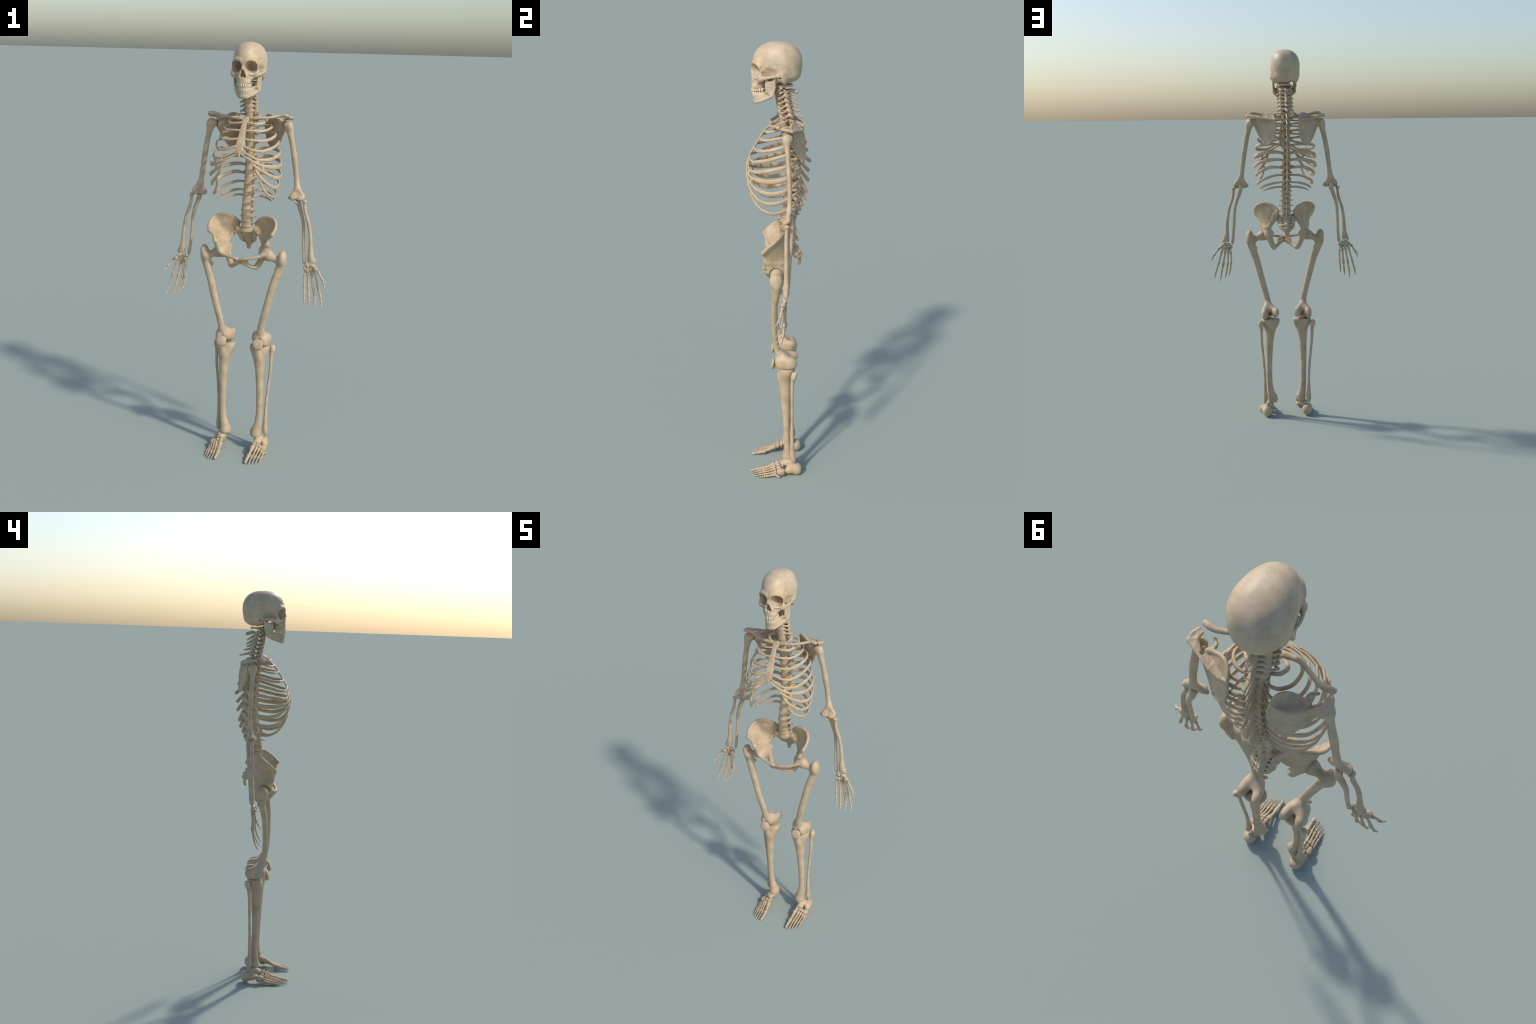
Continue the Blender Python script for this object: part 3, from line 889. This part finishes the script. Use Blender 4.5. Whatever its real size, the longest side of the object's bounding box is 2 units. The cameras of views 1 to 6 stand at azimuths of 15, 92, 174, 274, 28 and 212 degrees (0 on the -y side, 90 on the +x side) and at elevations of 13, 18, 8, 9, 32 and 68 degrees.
def make_humerus():
    f = Field((0.155, 0.015, 1.262), (0.300, 0.105, 1.655), 0.0018)
    f.ell((.184, .070, 1.620), .0212, k=0.004)
    f.ell((.196, .063, 1.617), (.0150, .0175, .0225), k=0.008)
    f.tube([(.194, .066, 1.605), (.2005, .066, 1.575), (.210, .068, 1.533), (.2205, .069, 1.474), (.229, .070, 1.415), (.237, .068, 1.355), (.2415, .066, 1.325)],
           [.0190, .0145, .0128, .0138, .0122, .0130, .0160], k=0.010, u=(0, 1, 0), sq=1.3)
    f.plate([((.241, .066, 1.336), (.216, .053, 1.292), (.268, .060, 1.298)), ((.241, .060, 1.30), (.216, .053, 1.290), (.268, .058, 1.292))], 0.0078, k=0.010)
    f.tube([(.226, .054, 1.296), (.214, .051, 1.288), (.207, .050, 1.284)], [.009, .008, .0068], k=0.006)
    f.tube([(.260, .060, 1.310), (.270, .060, 1.298), (.272, .058, 1.290)], [.008, .009, .009], k=0.006)
    f.tube([(.221, .045, 1.284), (.233, .045, 1.285), (.246, .045, 1.284), (.258, .044, 1.284), (.269, .047, 1.285)], [.0122, .0105, .0092, .0112, .0112], k=0.005)
    f.ell((.243, .079, 1.304), (.011, .012, .014), k=0.006, cut=True)
    f.ell((.243, .045, 1.313), (.011, .007, .010), k=0.006, cut=True)
    return f.mesh(4)


pair("humerus", make_humerus(), BONE)


def make_radius():
    f = Field((0.262, 0.015, 0.965), (0.360, 0.075, 1.290), 0.0016)
    f.ell((.281, .052, 1.2715), (.0102, .0118, .0065), k=0.003, p=3)
    f.tube([(.2815, .052, 1.268), (.283, .051, 1.250), (.287, .049, 1.222), (.296, .0475, 1.195), (.306, .0465, 1.165), (.3145, .045, 1.120), (.319, .0435, 1.075), (.321, .042, 1.030), (.323, .040, 1.005)],
           [.0085, .0072, .0080, .0078, .0082, .0085, .0095, .0115, .0135], k=0.006)
    f.loft([(1.030, .321, .042, .0115, .0105), (1.010, .324, .041, .0145, .0125), (.993, .327, .039, .0185, .0130), (.982, .328, .039, .0185, .0125)], k=0.006)
    f.tube([(.337, .039, .995), (.343, .039, .981)], [.008, .004], k=0.005)
    f.ell((.326, .038, .976), (.014, .010, .006), k=0.003, cut=True)
    return f.mesh(3)


def make_ulna():
    f = Field((0.225, 0.015, 0.955), (0.312, 0.095, 1.305), 0.0016)
    f.tube([(.245, .071, 1.286), (.247, .072, 1.265), (.254, .070, 1.240), (.2635, .068, 1.215), (.275, .0655, 1.176), (.279, .061, 1.130), (.2815, .057, 1.082), (.286, .051, 1.020), (.290, .046, .984)],
           [.0100, .0115, .0110, .0102, .0088, .0080, .0075, .0072, .0080], k=0.005)
    f.tube([(.249, .066, 1.262), (.243, .050, 1.264), (.240, .038, 1.267)], [.010, .0085, .0055], k=0.006)
    f.tube([(.290, .046, .984), (.2925, .045, .968)], [.0075, .003], k=0.004)
    f.tube([(.226, .045, 1.284), (.262, .045, 1.284)], .0118, k=0.003, cut=True)
    return f.mesh(3)


pair("radius", make_radius(), BONE)
pair("ulna", make_ulna(), BONE)


def long_bone(a, b, rb, rm, rh, flat=1.0, bow=0.0, gap=0.0022, tip=False):
    """Small tubular bone: flared base, slim shaft, knuckle at the far end."""
    a, b = np.array(a, float), np.array(b, float)
    d = b - a
    L = np.linalg.norm(d)
    d = d / L
    a, b = a + d * gap, b - d * (0 if tip else gap)
    prof = [(0.0, rb), (0.09, rb), (0.26, rb * 0.74), (0.5, rm), (0.74, rm * 1.04), (0.91, rh), (1.0, rh * 0.92)]
    if tip:
        prof = [(0.0, rb * 0.86), (0.12, rb), (0.35, rm), (0.7, rm * 0.75), (0.9, rh), (1.0, rh * 0.6)]
    up = V(0, -1, 0) if abs(d[1]) < 0.8 else V(0, 0, 1)
    up = up - (up @ d) * d
    up = up / np.linalg.norm(up)
    pts = [a + (b - a) * t - up * bow * math.sin(math.pi * t) for t, _ in prof]
    return sweep(pts, [(r, r * flat) for _, r in prof], lambda c: up, n=26, sides=12, p=2.3, cap=0.35)


def ellipsoid_bone(c, r, rot=(0, 0, 0), seed=0, h=0.0011):
    """Pebble-like small bone: a few blended lumps."""
    rng = np.random.default_rng(seed)
    r = np.array(r, float)
    c = np.array(c, float)
    e = r.max() * 1.35 + 0.004
    f = Field(c - e, c + e, h)
    f.ell(c, r * 0.97, rot=rot, p=3.0)
    M = rotm(*rot)
    for _ in range(4):
        o = rng.normal(size=3)
        o = o / np.linalg.norm(o)
        f.ell(c + M @ (o * r * 0.55), r * rng.uniform(0.42, 0.58), rot=rot, k=0.003)
    return f.mesh(2)


hands = (group("hand"), group("hand"))
CARPALS = [((.3365, .0325, .9665), (.0160, .0085, .0078), (0, 24, 0)), ((.311, .031, .9665), (.0085, .0085, .0085), (0, 0, 0)),
           ((.298, .032, .955), (.0062, .0075, .0090), (0, 10, 0)), ((.3005, .019, .9535), (.0052, .0055, .0055), (0, 0, 0)),
           ((.308, .030, .9435), (.0112, .0085, .0098), (0, -25, 0)), ((.325, .034, .9500), (.0075, .0085, .0130), (0, 6, 0)),
           ((.352, .0245, .9530), (.0100, .0110, .0088), (0, 20, 0)), ((.341, .0335, .9455), (.0070, .0085, .0088), (0, 0, 0)),
           ]
for i, (c, r, rot) in enumerate(CARPALS):
    pair("carpal_bone", ellipsoid_bone(c, [v * 1.08 for v in r], rot, 10 + i), BONE, *hands)
FINGERS = [   # knuckle positions from the wrist to the tip
    [(.363, .025, .947), (.391, .011, .907), (.4015, -.002, .889), (.4030, -.013, .872)],
    [(.347, .030, .936), (.369, .026, .859), (.382, .020, .818), (.388, .011, .793), (.390, -.001, .775)],
    [(.329, .035, .935), (.343, .033, .854), (.352, .022, .812), (.356, .014, .785), (.360, .001, .762)],
    [(.313, .032, .933), (.319, .032, .854), (.325, .019, .815), (.329, .006, .792), (.333, -.006, .776)],
    [(.299, .028, .928), (.299, .022, .860), (.304, .012, .826), (.308, -.001, .803), (.311, -.010, .791)],
]
for i, q in enumerate(FINGERS):
    s = 0.88 if i == 4 else 1.0
    pair("metacarpal", long_bone(q[0], q[1], .0066 * s, .0047 * s, .0070 * s, bow=-.0012), BONE, *hands)
    rr = [(.0068, .0050, .0058), (.0057, .0042, .0049)] if i else [(.0058, .0043, .0050)]
    for j in range(1, len(q) - 2):
        a, b, c = rr[j - 1]
        pair("finger_bone", long_bone(q[j], q[j + 1], a * s, b * s, c * s, 0.85), BONE, *hands)
    pair("finger_bone", long_bone(q[-2], q[-1], .0045 * s, .0030 * s, .0018 * s, 0.8, tip=True), BONE, *hands)


# =====================================================================
#  PELVIS AND LEG
# =====================================================================
def make_hip():
    f = Field((0.0, -0.080, 0.918), (0.185, 0.090, 1.205), 0.0017)
    crest = [(.154, -.056, 1.120), (.1625, -.034, 1.143), (.159, -.006, 1.164), (.142, .018, 1.181), (.114, .032, 1.187), (.088, .043, 1.182), (.064, .055, 1.169), (.046, .070, 1.146)]
    mid = [(.137, -.046, 1.099), (.141, -.026, 1.112), (.137, -.002, 1.124), (.122, .024, 1.131), (.103, .041, 1.132), (.085, .053, 1.128), (.067, .061, 1.122), (.053, .066, 1.122)]
    bot = [(.129, -.046, 1.070), (.124, -.028, 1.062), (.118, -.008, 1.056), (.110, .014, 1.054), (.102, .030, 1.056), (.090, .042, 1.062), (.074, .050, 1.078), (.057, .055, 1.099)]
    crest, mid, bot = catmull(crest, 25), catmull(mid, 25), catmull(bot, 25)
    cols = np.stack([catmull([crest[a], mid[a], bot[a]], 9) for a in range(25)])
    t = []
    for a in range(24):
        for b in range(8):
            u, v = cols[a], cols[a + 1]
            t += [(u[b], v[b], u[b + 1]), (u[b + 1], v[b], v[b + 1])]
    f.plate(t, 0.0050, k=0.0015)
    f.tube(crest, np.interp(np.arange(25), [0, 4, 12, 24], [.0078, .0060, .0056, .0085]), n=1, k=0.006)
    f.tube(bot[0:19], 0.0060, n=1, k=0.014)
    f.tube([crest[0], mid[0], bot[0]], [.0085, .006, .0085], k=0.005)
    f.tube([crest[24], (.052, .062, 1.124), (.056, .050, 1.100)], [.0090, .0105, .0085], k=0.005)
    f.tube([(.062, .062, 1.130), (.068, .058, 1.108), (.077, .050, 1.084), (.088, .040, 1.062)], [.0085, .0105, .0105, .0095], k=0.008)
    f.tube([(.088, .037, 1.064), (.096, .030, 1.040), (.092, .036, 1.015)], [.009, .013, .013], k=0.008)
    f.tube([(.122, -.040, 1.066), (.118, -.030, 1.040), (.108, -.020, 1.020)], [.010, .015, .018], k=0.010)
    f.plate([((.124, -.036, 1.062), (.100, .026, 1.058), (.112, -.004, 1.025))], 0.010, k=0.010)
    f.ell((.1015, .003, 1.015), (.0255, .0320, .0340), k=0.012)
    # inner wall of the basin down to the seat bone
    wall = [V(.116, -.036, 1.050), V(.104, -.036, 1.018), V(.094, -.026, 1.000), V(.080, .030, .995), V(.084, .038, 1.030), V(.092, .037, 1.058)]
    mid_ = V(.094, .002, 1.024)
    f.plate([(wall[i], wall[(i + 1) % 6], mid_) for i in range(6)], 0.0085, k=0.006)
    f.plate([((.088, .040, 1.050), (.0700, .0465, 1.028), (.080, .036, 1.000))], 0.0045, k=0.006)
    # pubis
    f.tube([(.112, -.030, 1.018), (.088, -.042, 1.007), (.055, -.054, .999), (.026, -.059, .995), (.011, -.056, .990)], [.014, .0085, .0068, .0075, .0085], k=0.006)
    f.plate([((.011, -.054, .991), (.011, -.041, .971), (.030, -.045, .982)), ((.011, -.041, .971), (.030, -.045, .982), (.032, -.026, .960))], 0.0068, k=0.004)
    f.tube([(.012, -.041, .971), (.032, -.025, .957), (.050, -.004, .946), (.061, .012, .942)], [.0090, .0085, .0095, .0120], k=0.005)
    # ischium
    f.tube([(.098, .022, 1.012), (.085, .032, .990), (.074, .031, .962), (.064, .017, .944)], [.0175, .0158, .0152, .0138], k=0.006)
    # hip socket
    f.ell((.1265, -.003, 1.0085), .0300, k=0.003, cut=True)
    return f.mesh(22)


pair("hip_bone", make_hip(), BONE)


def make_symphysis():
    f = Field((0, -0.075, 0.955), (0.02, -0.02, 1.010), 0.0012, sym=True)
    f.tube([(0, -.055, .990), (0, -.042, .972)], [.0085, .0080], k=0.003)
    return f.mesh(2)


P_, F_ = make_symphysis()
P_ = P_ * [0.78, 1.04, 1.0] + [0, 0.0012, 0]
build("pubic_symphysis", (P_, F_), DISC)


def make_femur():
    f = Field((0.030, -0.062, 0.535), (0.225, 0.095, 1.050), 0.0021)
    f.ell((.124, -.002, 1.0085), .0278, k=0.004)
    f.tube([(.138, -.002, 1.003), (.160, -.001, .993), (.180, .000, .982)], [.0190, .0170, .0200], k=0.010)
    f.ell((.1930, -.002, 1.000), (.0215, .0295, .0385), rot=(0, 6, 0), k=0.012)
    f.tube([(.176, .010, .952), (.161, .017, .940)], [.014, .0080], k=0.010)
    f.ell((.174, .026, 1.022), (.012, .014, .016), k=0.010, cut=True)
    f.tube([(.191, .000, .975), (.182, -.002, .945), (.168, -.010, .905), (.155, -.0165, .865), (.141, -.0195, .810), (.127, -.021, .755), (.1135, -.0195, .705), (.102, -.015, .655), (.098, -.009, .625)],
           [.0225, .0205, .0190, .0182, .0176, .0170, .0166, .0170, .0190], k=0.010, u=(0, 1, 0), sq=1.28)
    # knee end: two condyles and the grooved front
    f.ell((.1175, .027, .5795), (.0208, .0490, .0325), rot=(0, 0, -6), k=0.008, p=2.3)
    f.ell((.0630, .037, .5865), (.0185, .0440, .0270), rot=(2, 0, 10), k=0.008, p=2.3)
    f.ell((.093, -.002, .591), (.030, .0215, .033), k=0.012)
    f.tube([(.098, -.006, .628), (.070, .022, .600)], [.013, .013], k=0.010)
    f.tube([(.099, -.006, .628), (.115, .022, .600)], [.013, .014], k=0.010)
    f.plate([((.098, -.002, .626), (.068, .030, .600), (.114, .030, .598))], 0.012, k=0.010)
    f.ell((.089, .066, .564), (.0098, .032, .028), k=0.008, cut=True)
    f.ell((.094, -.030, .578), (.010, .010, .030), k=0.010, cut=True)
    return f.mesh(4)


pair("femur", make_femur(), BONE)


def make_patella():
    f = Field((0.06, -0.06, 0.53), (0.125, -0.012, 0.605), 0.0015)
    f.ell((.093, -.0365, .571), (.0260, .0085, .0255), rot=(-13, 0, 0), k=0.006, p=2.3)
    f.ell((.093, -.0305, .553), (.014, .0065, .013), rot=(-13, 0, 0), k=0.010)
    return f.mesh(3)


pair("patella", make_patella(), BONE)


def make_tibia():
    f = Field((0.030, -0.030, 0.055), (0.145, 0.078, 0.565), 0.0020)
    f.loft([(.550, .0870, .030, .0490, .0350), (.536, .0870, .029, .0525, .0395), (.520, .0875, .026, .0480, .0375), (.503, .0880, .021, .0385, .0345), (.485, .0885, .0165, .0310, .0300),
            (.450, .0910, .0160, .0245, .0270), (.408, .0930, .0165, .0210, .0245), (.355, .0945, .0160, .0185, .0205), (.307, .0955, .0150, .0168, .0172), (.204, .0955, .0155, .0155, .0138),
            (.150, .0915, .0170, .0172, .0155), (.125, .0858, .0175, .0208, .0185), (.104, .0815, .0175, .0245, .0235), (.088, .0800, .0170, .0252, .0285), (.074, .0810, .0170, .0235, .0275)], k=0.004, p=2.15, rnd=0.008)
    f.ell((.089, .034, .547), (.013, .020, .013), k=0.008)
    f.ell((.113, .028, .562), (.020, .026, .014), k=0.006, cut=True)
    f.ell((.062, .032, .566), (.019, .028, .014), k=0.006, cut=True)
    f.ell((.091, -.008, .502), (.012, .0085, .022), k=0.012)
    f.tube([(.066, .019, .100), (.0605, .018, .084), (.062, .018, .071)], [.014, .0105, .0065], k=0.008)
    f.ell((.089, .018, .060), (.020, .030, .015), k=0.005, cut=True)
    return f.mesh(4)


pair("tibia", make_tibia(), BONE)


def make_fibula():
    f = Field((0.105, 0.010, 0.055), (0.170, 0.085, 0.560), 0.0018)
    f.tube([(.1435, .061, .531), (.1435, .058, .519), (.1412, .053, .500), (.1405, .049, .460), (.1390, .047, .420), (.1330, .0455, .359), (.1245, .042, .257), (.1225, .0395, .180), (.1220, .0385, .135), (.1215, .039, .108), (.1225, .0425, .088), (.1235, .0455, .074)],
           [.0135, .0140, .0098, .0078, .0072, .0068, .0070, .0084, .0106, .0138, .0120, .0062], k=0.004)
    f.tube([(.146, .064, .534), (.1455, .070, .543)], [.009, .004], k=0.006)
    return f.mesh(4)


pair("fibula", make_fibula(), BONE)

feet = (group("foot"), group("foot"))


def make_calcaneus():
    f = Field((0.07, -0.01, -0.008), (0.15, 0.095, 0.075), 0.0016)
    f.ell((.1105, .0560, .0285), (.0255, .0235, .0285), k=0.006, p=2.2)
    f.tube([(.112, .048, .033), (.122, .026, .033), (.127, .015, .031)], [.0245, .0205, .0150], k=0.010)
    f.ell((.117, .030, .050), (.014, .018, .009), k=0.010)
    return f.mesh(3)


def make_talus():
    f = Field((0.065, -0.025, 0.025), (0.130, 0.060, 0.095), 0.0015)
    f.ell((.0950, .0190, .0605), (.0220, .0260, .0160), k=0.006, p=3)
    f.tube([(.0955, .012, .0560), (.0950, -.001, .0525)], [.0165, .0135], k=0.008)
    f.ell((.101, .035, .050), (.017, .012, .010), k=0.008)
    return f.mesh(3)


P_, F_ = make_calcaneus()
P_[:, 2] -= P_[:, 2].min()
pair("calcaneus", (P_, F_), BONE, *feet)
pair("talus", make_talus(), BONE, *feet)
TARSALS = [((.0965, -.0130, .0495), (.0185, .0075, .0160), (0, 12, 14)), ((.0865, -.0350, .0445), (.0090, .0115, .0145), (-22, 0, 0)),
           ((.1035, -.0310, .0460), (.0078, .0095, .0098), (-15, 0, 0)), ((.1165, -.0285, .0390), (.0075, .0115, .0100), (-12, 0, 0)),
           ((.1305, -.0185, .0255), (.0135, .0205, .0178), (-8, 12, -6))]
for i, (c, r, rot) in enumerate(TARSALS):
    pair("tarsal_bone", ellipsoid_bone(c, r, rot, 40 + i), BONE, *feet)
TOES = [   # base of the metatarsal, knuckles, tip
    [(.0830, -.0465, .0420), (.0780, -.1090, .0150), (.0770, -.1390, .0100), (.0785, -.1630, .0075)],
    [(.1045, -.0420, .0420), (.0970, -.1110, .0145), (.0955, -.1350, .0095), (.0958, -.1490, .0070), (.0960, -.1668, .0045)],
    [(.1170, -.0410, .0360), (.1115, -.1075, .0140), (.1105, -.1300, .0090), (.1110, -.1420, .0065), (.1120, -.1580, .0045)],
    [(.1290, -.0385, .0270), (.1265, -.1020, .0120), (.1255, -.1230, .0080), (.1252, -.1345, .0060), (.1250, -.1480, .0042)],
    [(.1385, -.0405, .0190), (.1390, -.0920, .0090), (.1390, -.1100, .0065), (.1390, -.1200, .0050), (.1390, -.1315, .0035)],
]
for i, q in enumerate(TOES):
    if i == 0:
        g = long_bone(q[0], q[1], .0115, .0068, .0110, bow=0.002)
    else:
        g = long_bone(q[0], q[1], .0068, .0040, .0062, bow=0.002)
    if i == 4:
        g = merge(g, sweep([(.1385, -.046, .0175), (.143, -.036, .0120), (.147, -.025, .0068)], [(.0055, .005), (.0055, .005), (.0040, .0036)], lambda c: (0, 0, 1), n=14, sides=12))
    pair("metatarsal", g, BONE, *feet)
    rr = [(.0095, .0072, .0082)] if i == 0 else [(.0055, .0034, .0042), (.0040, .0028, .0032)]
    for j in range(1, len(q) - 2):
        a, b, c = rr[j - 1]
        pair("toe_bone", long_bone(q[j], q[j + 1], a, b, c), BONE, *feet)
    if i == 0:
        pair("toe_bone", long_bone(q[-2], q[-1], .0080, .0066, .0064, 0.8), BONE, *feet)
    else:
        pair("toe_bone", long_bone(q[-2], q[-1], .0030, .0020, .0012, tip=True), BONE, *feet)
